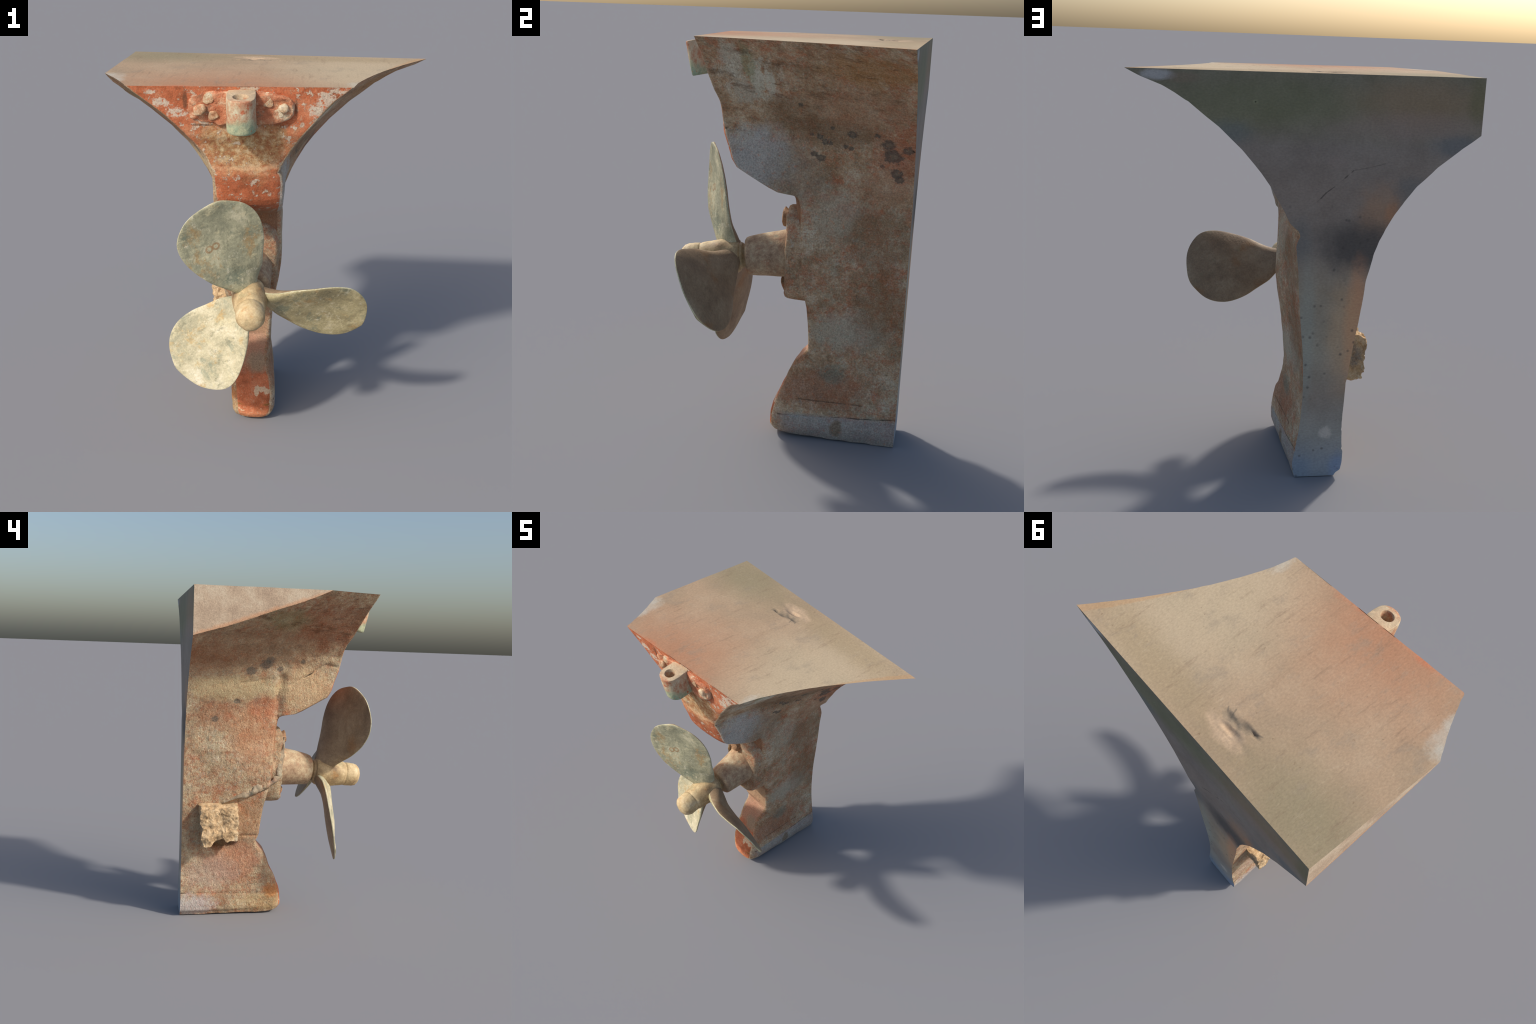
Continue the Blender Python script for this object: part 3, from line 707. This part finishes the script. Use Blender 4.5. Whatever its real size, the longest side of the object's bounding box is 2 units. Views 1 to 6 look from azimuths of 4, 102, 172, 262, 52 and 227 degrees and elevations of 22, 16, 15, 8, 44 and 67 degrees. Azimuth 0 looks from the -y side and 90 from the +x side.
# gentle rocker and chips along the sole
foot = V[:, :, 2] < 0.12
wob = np.array([[fbm(Vector((v[0] * 9, v[1] * 9, 0.0)), 3) if v[2] < 0.12 else 0 for v in row] for row in V])
lift = 0.012 + 0.004 * wob - 0.012 * np.clip(V[:, :, 1] / BACK, 0, 1)
V[:, :, 2] += np.where(foot, np.maximum(lift, 0) * (1 - V[:, :, 2] / 0.12), 0)

verts = V.reshape(-1, 3).tolist()
faces, mid = [], []
for r in range(len(rows) - 1):
    for c in range(R):
        n = (c + 1) % R
        faces.append((r * R + c, r * R + n, (r + 1) * R + n, (r + 1) * R + c))
        mid.append(1 if c < NF else 0 if c < NF + NS else 4 if c < NF + NS + NB else 0)


def cap(row, kind, M=110):
    """close a ring with a grid from the left flank to the right flank"""
    base = row * R
    ids_r = [base + NF + j for j in range(NS)] + [base + NF + NS]
    ids_l = [base] + [base + R - j for j in range(1, NS)] + [base + NF + NS + NB]
    pos = lambda i: Vector(verts[i])
    grid = []
    for j in range(NS + 1):
        a, b = pos(ids_l[j]), pos(ids_r[j])
        line = [ids_l[j]]
        for m in range(1, M):
            if j == 0:
                q = Vector(verts[base]).lerp(Vector(verts[base + NF]), m / M)
            else:
                q = a.lerp(b, m / M)
            if kind == 'top':
                rg = fbm(Vector((q.x * 26, q.y * 26, 2)), 4)
                d = 0.0
                for gx, gy, rx, ry in [(-.072, .392, .034, .024), (-.118, .390, .036, .020), (-.162, .374, .036, .022), (-.205, .362, .034, .012), (-.13, .43, .05, .016)]:
                    g = math.hypot((q.x - gx) / rx, (q.y - gy) / ry) + 0.5 * rg
                    d = max(d, 0.011 * max(0, 1.25 - g))
                lip = 0.010 * math.exp(-((q.x + 0.13) / 0.10) ** 2 - ((q.y - 0.445) / 0.03) ** 2)
                nn = fbm(Vector((q.x * 30, q.y * 30, 1)), 3)
                q.z += -d * (1 + 0.5 * nn) - lip * (0.5 + nn) + 0.0012 * fbm(Vector((q.x * 4, q.y * 4, 5)), 3) * min(1, j / 6, m / 6, (M - m) / 6, (NS - j) / 6)
            verts.append(tuple(q)); line.append(len(verts) - 1)
        line.append(ids_r[j])
        grid.append(line)
    for j in range(NS):
        for m in range(M):
            f = (grid[j][m], grid[j][m + 1], grid[j + 1][m + 1], grid[j + 1][m])
            faces.append(f if kind == 'top' else f[::-1]); mid.append(2 if kind == 'top' else 0)
    # stern and back strips between the ring edge and the grid edge
    front = [base + i for i in range(NF + 1)]
    strip(front, grid[0], kind)
    backr = [base + NF + NS + NB - i for i in range(NB + 1)]
    strip(backr[::1], grid[-1], kind, flip=True)


def strip(a, b, kind, flip=False):
    f = a + b[::-1][1:-1]
    if flip:
        f = f[::-1]
    if kind != 'top':
        f = f[::-1]
    faces.append(tuple(f)); mid.append(2 if kind == 'top' else 0)


cap(len(rows) - 1, 'top', 130)
cap(0, 'bottom', 30)

bm = bmesh.new()
bv = [bm.verts.new(v) for v in verts]
for f, m in zip(faces, mid):
    try:
        bf = bm.faces.new([bv[i] for i in f]); bf.material_index = m
    except ValueError:
        pass
bmesh.ops.remove_doubles(bm, verts=bm.verts, dist=0.00002)
# saw cut that takes the left wing off
res = bmesh.ops.bisect_plane(bm, geom=bm.verts[:] + bm.edges[:] + bm.faces[:], dist=1e-6, plane_co=(-0.822, 0, 0), plane_no=(-1, 0, 0), clear_outer=True)
cut = [e for e in bm.edges if e.is_boundary and all(abs(v.co.x + 0.822) < 1e-4 for v in e.verts)]
fill = bmesh.ops.contextual_create(bm, geom=cut)
for f in fill['faces']:
    f.material_index = 3
bmesh.ops.recalc_face_normals(bm, faces=bm.faces[:])
hull_me = bpy.data.meshes.new('hull_whole')
bm.to_mesh(hull_me); bm.free()
hull_me.validate()
hull_me.polygons.foreach_set('use_smooth', [True] * len(hull_me.polygons))
hull_me.set_sharp_from_angle(angle=math.radians(48))


def split_part(name, keep):
    """copy the faces of one region, keeping the whole body's corner normals"""
    cn = hull_me.corner_normals
    vi, vmap, fs, nr, mi = [], {}, [], [], []
    for p in hull_me.polygons:
        if keep(p):
            ids = []
            for li in p.loop_indices:
                v = hull_me.loops[li].vertex_index
                if v not in vmap:
                    vmap[v] = len(vi); vi.append(tuple(hull_me.vertices[v].co))
                ids.append(vmap[v]); nr.append(tuple(cn[li].vector))
            fs.append(ids); mi.append(p.material_index)
    me = bpy.data.meshes.new(name)
    me.from_pydata(vi, [], fs)
    for m in (M_SIDE, M_STERN, M_TOP, M_LEFT, M_BACK):
        me.materials.append(m)
    me.polygons.foreach_set('material_index', mi)
    me.polygons.foreach_set('use_smooth', [True] * len(fs))
    me.normals_split_custom_set(nr)
    return add(name, me)


split_part('hull', lambda p: p.center.z > Z_BLOCK)
split_part('skeg', lambda p: Z_SHOE < p.center.z <= Z_BLOCK)
split_part('keel_shoe', lambda p: p.center.z <= Z_SHOE)
bpy.data.meshes.remove(hull_me)


# ------------------------------------------------------------------ turned parts
def frame_from(axis):
    a = Vector(axis).normalized()
    e1 = (Vector((1, 0, 0)) - a * a.x).normalized()
    e2 = e1.cross(a)
    if e2.z < 0:
        e2 = -e2
    return a, e1, e2


def lathe(name, origin, axis, profile, mats, seg=64, wob=0.0, seed=0.0, angle=40, lump=6):
    """revolve (distance along axis, radius) pairs, with hand-cast wobble"""
    a, e1, e2 = frame_from(axis)
    O = Vector(origin)
    vs, fs = [], []
    for d, r in profile:
        for i in range(seg):
            th = 2 * math.pi * i / seg
            dirv = e1 * math.cos(th) + e2 * math.sin(th)
            p = O + a * d + dirv * r
            k = fbm(Vector(p) * lump + Vector((seed, seed, seed)), 4) * wob * min(1, r / 0.03)
            vs.append(p + dirv * k)
    for j in range(len(profile) - 1):
        for i in range(seg):
            n = (i + 1) % seg
            fs.append((j * seg + i, j * seg + n, (j + 1) * seg + n, (j + 1) * seg + i))
    fs.append(tuple(range(seg))[::-1]); fs.append(tuple((len(profile) - 1) * seg + i for i in range(seg)))
    bm = bmesh.new()
    b = [bm.verts.new(v) for v in vs]
    for f in fs:
        bm.faces.new([b[i] for i in f])
    bmesh.ops.recalc_face_normals(bm, faces=bm.faces[:])
    me = bpy.data.meshes.new(name)
    bm.to_mesh(me); bm.free()
    for m in mats:
        me.materials.append(m)
    finish_mesh(me, angle)
    return me


def refine(pts, n=4):
    """subdivide a profile polyline"""
    out = []
    for a, b in zip(pts[:-1], pts[1:]):
        for i in range(n):
            out.append((a[0] + (b[0] - a[0]) * i / n, a[1] + (b[1] - a[1]) * i / n))
    return out + [pts[-1]]


def bolt(name, pos, axis, r, h, mat, parent, rot=0.3, sides=6, seed=0.0):
    """worn bolt head: low hexagonal dome"""
    prof_b = [(-0.01, r * .98), (h * .55, r), (h * .85, r * .86), (h, r * .55)]
    me = lathe(name, pos, axis, prof_b, [mat], sides * 3, r * 0.5, seed, 50, 28)
    return add(name, me, parent)


# stern tube with its cast flange
M_TUBE = tube_mat('stern_tube_paint', [(0.36, (142, 112, 88)), (0.48, (178, 148, 118)), (0.58, (200, 176, 142)), (0.7, (216, 202, 170))], 0.4, 0.35)
M_FLANGE = tube_mat('flange_paint', [(0.36, (136, 104, 78)), (0.48, (172, 134, 102)), (0.58, (192, 158, 124)), (0.7, (206, 186, 152))], 0.45)
A0, A1 = Vector((-0.082, -0.227, 0.919)), Vector((-0.108, -0.050, 0.939))
tube_axis = (A0 - A1).normalized()
tube = add('stern_tube', lathe('stern_tube', A1, tube_axis, refine([(-.10, .130), (-.02, .122), (.02, .117), (.10, .107), (.165, .098), (.182, .094), (.190, .084), (.192, .045)], 3), [M_TUBE], 72, 0.004, 3.0))

# flange: upright oval plate with rounded rim, lobed at both bolts
fv, ff = [], []
FN, FR = 96, [(0.0, 0.10), (0.0, 0.02), (0.003, -0.016), (0.010, -0.030), (0.024, -0.036), (0.06, -0.037), (0.11, -0.038)]
FC = Vector((-0.105, 0.0, 0.958))
for ins, y in FR:
    for i in range(FN):
        th = 2 * math.pi * i / FN
        c, s = math.cos(th), math.sin(th)
        ex = 2 / (3.0 if c > 0 else 2.2)
        hx = 0.154 if c > 0 else 0.148
        px = hx * abs(c) ** ex * (1 if c > 0 else -1)
        pz = 0.240 * abs(s) ** ex * (1 if s > 0 else -1)
        L = math.hypot(px, pz)
        sc = max(L - ins, 0.02) / L
        px, pz = px * sc, pz * sc
        wrap = 0.018 * smooth01((-px - 0.05) / 0.10) if y < 0.05 else 0
        n = fbm(Vector((px * 11, y * 9, pz * 11)), 4) * (0.011 + 0.008 * float(smooth01(-px / 0.1)))
        fv.append(FC + Vector((px + n, y + 0.15 * px + float(wrap) + n, pz)))
for j in range(len(FR) - 1):
    for i in range(FN):
        n = (i + 1) % FN
        ff.append((j * FN + i, j * FN + n, (j + 1) * FN + n, (j + 1) * FN + i))
ff.append(tuple((len(FR) - 1) * FN + i for i in range(FN)))
flange = add('flange', mesh_from('flange', fv, ff, [M_SIDE], 45), tube)
bolt('flange_bolt', (-0.140, -0.040, 1.120), (0.1, -1, 0), 0.040, 0.030, M_FLANGE, flange, seed=1)
bolt('flange_bolt', (-0.112, -0.036, 0.785), (0.1, -1, -0.3), 0.036, 0.020, M_FLANGE, flange, seed=2)

# torn strip of lead sheathing that runs from the flange down the left flank
strip_pts = [Vector(p) for p in [(-0.205, -0.045, 1.135), (-0.222, -0.038, 1.06), (-0.240, -0.022, 0.97), (-0.246, -0.020, 0.895), (-0.266, 0.02, 0.868), (-0.280, 0.09, 0.830),
                                 (-0.286, 0.17, 0.795), (-0.286, 0.25, 0.762), (-0.278, 0.33, 0.732)]]
sv, sf = [], []
SN, SS = 90, 12
for i in range(SN + 1):
    t = i / SN * (len(strip_pts) - 1)
    j = min(int(t), len(strip_pts) - 2)
    p = strip_pts[j].lerp(strip_pts[j + 1], t - j)
    tg = (strip_pts[j + 1] - strip_pts[j]).normalized()
    outw = Vector((-1, -0.2, 0)); outw = (outw - tg * outw.dot(tg)).normalized()
    wid = tg.cross(outw)
    w = 0.016 * (1 + 0.8 * fbm(p * 24, 4)) * min(1, 4 * i / SN + .3, 4 * (1 - i / SN) + .15)
    h = 0.010 * (1 + 0.8 * fbm(p * 28 + Vector((4, 4, 4)), 4)) * min(1, 4 * (1 - i / SN) + .2)
    sway = fbm(p * 12, 3) * 0.012
    for k in range(SS):
        th = 2 * math.pi * k / SS
        sv.append(p + wid * (w * math.cos(th) + sway) + outw * (h * math.sin(th) + sway * 0.4))
for i in range(SN):
    for k in range(SS):
        n = (k + 1) % SS
        sf.append((i * SS + k, i * SS + n, (i + 1) * SS + n, (i + 1) * SS + k))
sf.append(tuple(range(SS))[::-1]); sf.append(tuple(SN * SS + k for k in range(SS)))
M_STRIP = tube_mat('lead_strip', [(0.36, (112, 104, 96)), (0.48, (156, 138, 114)), (0.58, (188, 172, 146)), (0.7, (206, 202, 190))], 0.2, 0.5)
add('lead_strip', mesh_from('lead_strip', sv, sf, [M_STRIP], 50))

# ------------------------------------------------------------------ propeller
M_FACE, M_FACE2, M_FACE3 = bronze('bronze_face', 'olive'), bronze('bronze_face_marked', 'green', True), bronze('bronze_face_cream', 'cream')
M_RIM = tube_mat('bronze_rim', [(0.36, (150, 144, 116)), (0.48, (182, 178, 146)), (0.58, (204, 200, 170)), (0.7, (220, 216, 190))], 0.15, 0.3)
M_PBACK, M_HUB = bronze('bronze_back', 'back'), bronze('bronze_hub', 'hub')
O = Vector((-0.0670, -0.4363, 0.8948))
paxis = Vector((0.0687, -1, -0.1480)).normalized()
TH0 = -0.3817
prop = bpy.data.objects.new('propeller', None)
bpy.context.scene.collection.objects.link(prop)
prop.parent = root
hub_axis = (Vector((-0.064, -0.560, 0.882)) - Vector((-0.092, -0.264, 0.913))).normalized()
H0 = Vector((-0.092, -0.264, 0.913))
hub_prof = refine([(-.06, .050), (-.012, .060), (-.010, .064), (.004, .070), (.008, .080), (.022, .087), (.055, .091), (.10, .090), (.14, .086), (.175, .080), (.198, .075), (.204, .072),
                   (.209, .0705), (.214, .073), (.240, .074), (.266, .073), (.288, .065), (.303, .051), (.312, .032), (.316, .010)], 3)
add('hub', lathe('hub', H0, hub_axis, hub_prof, [M_HUB], 64, 0.0055, 4.0, 60, 14), prop)

mid_line = [.0368, .0774, .1005, .0996, .0932, .0853]
half_w = [.1021, .1528, .1929, .2028, .1768, .1271, .0550, 0.0]


def catmull(kn, t):
    n = len(kn) - 1
    x = t * n
    i = min(int(x), n - 1); f = x - i
    e = [2 * kn[0] - kn[1]] + list(kn) + [2 * kn[-1] - kn[-2]]
    a, b, c, d = e[i:i + 4]
    return .5 * (2 * b + (c - a) * f + (2 * a - 5 * b + 4 * c - d) * f * f + (3 * b - a - 3 * c + d) * f ** 3)


dish = table([(0, .11), (.3, .10), (.6, .03), (1, 0)])


def blade_mesh(name, mats):
    """blade in its own frame: x tangential, y radial, z along the shaft aft"""
    NR, NC = 44, 30
    R0, R1 = 0.04, 0.580
    vs, fs, mi = [], [], []
    for side in (1, -1):
        for i in range(NR + 1):
            s = -0.13 + 1.13 * i / NR
            rho = 0.12 + (R1 - 0.12) * math.sin(math.pi / 2 * s)
            sc = max(s, 0)
            m, h = catmull(mid_line, sc), max(catmull(half_w, sc), 0)
            root_f = max(0.0, -s) / 0.13
            h *= 1 - 0.45 * root_f; m *= 1 - 0.6 * root_f
            # neck: the chord narrows into the hub
            nk = 1 - 0.30 * float(smooth01((0.17 - rho) / 0.12))
            for j in range(NC + 1):
                v = -math.cos(math.pi * j / NC)
                c = m + h * nk * v
                q = rho - .35
                rim_ax = lambda cc: -.0760 + .0064 * q - .5251 * q * q + (.6067 - .4051 * q) * cc - .8027 * cc * cc
                cu, cl = m + h, m - h
                au, al = rim_ax(cu), rim_ax(cl)
                ax = al + (au - al) * (v + 1) / 2 - dish(max(s, 0)) * h * (1 - v * v)
                th = (0.006 + 0.024 * (1 - s) ** 2 * 0.8) * max(0.0, 1 - v * v) ** 0.6 + 0.0026 + 0.013 * float(smooth01((0.17 - rho) / 0.10)) * max(0.0, 1 - v * v) ** 0.5
                if s > .97:
                    th *= 0.7
                wob = fbm(Vector((c * 12, rho * 12, 4)), 3) * 0.0012
                # thickness along the local normal, mostly axial
                sl = (au - al) / max(cu - cl, .004) if cu - cl > .004 else 0.5
                nx, nz = -sl / math.hypot(1, sl), 1 / math.hypot(1, sl)
                vs.append((c + side * th * nx, rho, ax + side * th * nz + wob))
    W = NC + 1
    off = (NR + 1) * W
    for side in (0, 1):
        for i in range(NR):
            for j in range(NC):
                a = side * off + i * W + j
                f = (a, a + 1, a + W + 1, a + W)
                fs.append(f if side == 0 else f[::-1]); mi.append(side)
    rim = [i * W for i in range(NR + 1)] + [NR * W + j for j in range(1, NC + 1)] + [i * W + NC for i in range(NR - 1, -1, -1)] + [j for j in range(NC - 1, 0, -1)]
    for a, b in zip(rim, rim[1:] + rim[:1]):
        fs.append((a, b, b + off, a + off)); mi.append(2)
    bm = bmesh.new()
    b = [bm.verts.new(v) for v in vs]
    for f, m in zip(fs, mi):
        bf = bm.faces.new([b[i] for i in f]); bf.material_index = m
    bmesh.ops.recalc_face_normals(bm, faces=bm.faces[:])
    me = bpy.data.meshes.new(name)
    bm.to_mesh(me); bm.free()
    for m in mats:
        me.materials.append(m)
    finish_mesh(me, 60)
    return me


bl = blade_mesh('blade', [M_FACE, M_PBACK, M_RIM])
a, e1, e2 = frame_from(paxis)
for n in range(3):
    th = TH0 + n * 2 * math.pi / 3
    rad = e1 * math.cos(th) + e2 * math.sin(th)
    tan = -e1 * math.sin(th) + e2 * math.cos(th)
    ob = add('blade', bl, prop)
    ob.matrix_world = Matrix(((tan.x, rad.x, a.x, O.x), (tan.y, rad.y, a.y, O.y), (tan.z, rad.z, a.z, O.z), (0, 0, 0, 1)))
    if n:                                                 # the upper blade is greener and marked, the lower one creamier
        ob.material_slots[0].link = 'OBJECT'
        ob.material_slots[0].material = M_FACE2 if n == 1 else M_FACE3

# ------------------------------------------------------------------ rudder bracket on the transom
M_LUG = lug_mat()
M_PLATE = tube_mat('bracket_plate_paint', [(0.36, (150, 96, 68)), (0.46, (186, 116, 84)), (0.54, (198, 140, 106)), (0.64, (212, 194, 164))], 0.5, 0.8)
brk = bpy.data.objects.new('rudder_bracket', None)
bpy.context.scene.collection.objects.link(brk); brk.parent = root


def transom_y(x, z):
    return float(sy(z)) + 0.10 * (x - float(front_R(z)))


M_BOLT = tube_mat('bolt_remnant', [(0.36, (150, 106, 76)), (0.46, (190, 150, 116)), (0.54, (208, 186, 154)), (0.66, (220, 212, 190))], 0.95, 0.7)
pv, pf = [], []
PN = 80
PC, PHX, PHZ = (-0.130, 1.900), 0.246, 0.078
layers = [(0.0, 0.03), (0.0, -0.012), (0.004, -0.018), (0.010, -0.021), (0.03, -0.020), (0.055, -0.022)]
for ins, off in layers:
    for i in range(PN):
        th = 2 * math.pi * i / PN
        c, s = math.cos(th), math.sin(th)
        px = (PHX - ins) * abs(c) ** 0.62 * (1 if c > 0 else -1)
        pz = (PHZ - ins) * abs(s) ** 0.62 * (1 if s > 0 else -1)
        x, z = PC[0] + px, PC[1] + pz
        n = fbm(Vector((x * 16, 2, z * 16)), 5) * (0.008 if x > PC[0] else 0.012)
        pv.append((x + n, transom_y(x, z) + off * (1 if off > 0 else 0.35 + 0.65 * float(smooth01((x + 0.34) / 0.20))) + n * (1.2 if off < 0 else 0), z + n))
for j in range(len(layers) - 1):
    for i in range(PN):
        n = (i + 1) % PN
        pf.append((j * PN + i, j * PN + n, (j + 1) * PN + n, (j + 1) * PN + i))
pf.append(tuple((len(layers) - 1) * PN + i for i in range(PN)))
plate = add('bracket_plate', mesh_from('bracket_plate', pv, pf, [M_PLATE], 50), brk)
for x, z, r, h in [(-0.318, 1.892, .026, .020), (-0.256, 1.866, .026, .010), (0.064, 1.902, .022, .018), (-0.010, 1.938, .030, .002), (-0.280, 1.948, .026, .003), (0.040, 1.872, .022, .003)]:
    bolt('bracket_bolt', (x, transom_y(x, z) - (0.020 if x > -0.2 else 0.010), z), (0.05, -1, -0.1), r, h, M_BOLT, plate, seed=x * 40)

# lug: eye cylinder with a bored hole and a web back to the transom
LA = Vector((-0.126, -0.514, 1.969)); LB = Vector((-0.124, -0.480, 1.806))
la = (LA - LB).normalized()
bm = bmesh.new()
SEG = 64
e1v = (Vector((1, 0, 0)) - la * la.x).normalized(); e2v = la.cross(e1v)


def lug_ring(d, scale, hole):
    out = []
    for i in range(SEG):
        th = 2 * math.pi * i / SEG
        c, s = math.cos(th), math.sin(th)
        if hole:
            px, py = 0.033 * c * scale, 0.030 * s * scale
        else:
            px, py = 0.068 * c * scale, 0.064 * s * scale
            if s > 0:                                      # web towards the transom
                py = 0.135 * s * scale
                px = 0.068 * scale * (1 if c > 0 else -1) * abs(c) ** 0.35
        p = LB + la * d + e1v * px + e2v * py
        if not hole:
            p = p + (e1v * c + e2v * s) * fbm(p * 14, 3) * 0.0035
        out.append(bm.verts.new(p))
    return out


Lh = (LA - LB).length
rings = [lug_ring(0, .93, False), lug_ring(.004, .98, False), lug_ring(.012, 1, False)] + [lug_ring(Lh * t, 1, False) for t in (.2, .4, .6, .8)] + \
        [lug_ring(Lh - .008, 1, False), lug_ring(Lh - .002, .985, False), lug_ring(Lh, .95, False), lug_ring(Lh, 1.12, True), lug_ring(Lh - .008, 1.0, True), lug_ring(.01, .9, True)]
for ra, rb in zip(rings[:-1], rings[1:]):
    for i in range(SEG):
        n = (i + 1) % SEG
        bm.faces.new((ra[i], ra[n], rb[n], rb[i]))
bm.faces.new(rings[0][::-1]); bm.faces.new(rings[-1])
bmesh.ops.recalc_face_normals(bm, faces=bm.faces[:])
me = bpy.data.meshes.new('rudder_lug')
bm.to_mesh(me); bm.free()
me.materials.append(M_LUG)
finish_mesh(me, 40)
add('rudder_lug', me, brk)

# ------------------------------------------------------------------ anode block on the left flank
bm = bmesh.new()
bmesh.ops.create_cube(bm, size=1.0)
bmesh.ops.subdivide_edges(bm, edges=bm.edges[:], cuts=46, use_grid_fill=True)
for v in bm.verts:
    p = v.co.copy()                                       # unit box: x outward(-), y, z
    out = 0.5 - p.x                                       # 0 at the hull, 1 outside
    y = 0.358 + p.y * 0.245 * (1 - 0.06 * out) * (1 - (0.20 if p.y > 0 else 0.0) * (0.5 - p.z))
    ztop = 0.738 - 0.040 * out
    # ragged hanging bottom edge: two prongs with a bite between
    zbot = 0.500 - 0.040 * math.exp(-((y - 0.430) / 0.035) ** 2) + 0.014 * math.exp(-((y - 0.33) / 0.05) ** 2) + 0.006 * math.sin(y * 60)
    z = zbot + (p.z + 0.5) * (ztop - zbot)
    x = -0.225 - out * (0.126 + 0.010 * (0.5 + p.z) - 0.02 * (0.5 - p.y))
    q = Vector((x, y, z))
    amp = 0.014 * out
    q += Vector((fbm(q * 16, 5), fbm(q * 16 + Vector((7, 0, 0)), 5), fbm(q * 16 + Vector((0, 9, 0)), 5))) * amp
    q.y += 0.010 * fbm(Vector((q.x * 30, 5, q.z * 30)), 4) * out
    q.z += 0.010 * fbm(Vector((q.x * 30, q.y * 30, 8)), 4) * out
    q.x += fbm(Vector((3, q.y * 34 + q.z * 22, q.z * 20)), 4) * 0.008 * out
    v.co = q
bmesh.ops.recalc_face_normals(bm, faces=bm.faces[:])
me = bpy.data.meshes.new('anode_block')
bm.to_mesh(me); bm.free()
me.materials.append(anode_mat())
finish_mesh(me, 60)
add('anode_block', me)
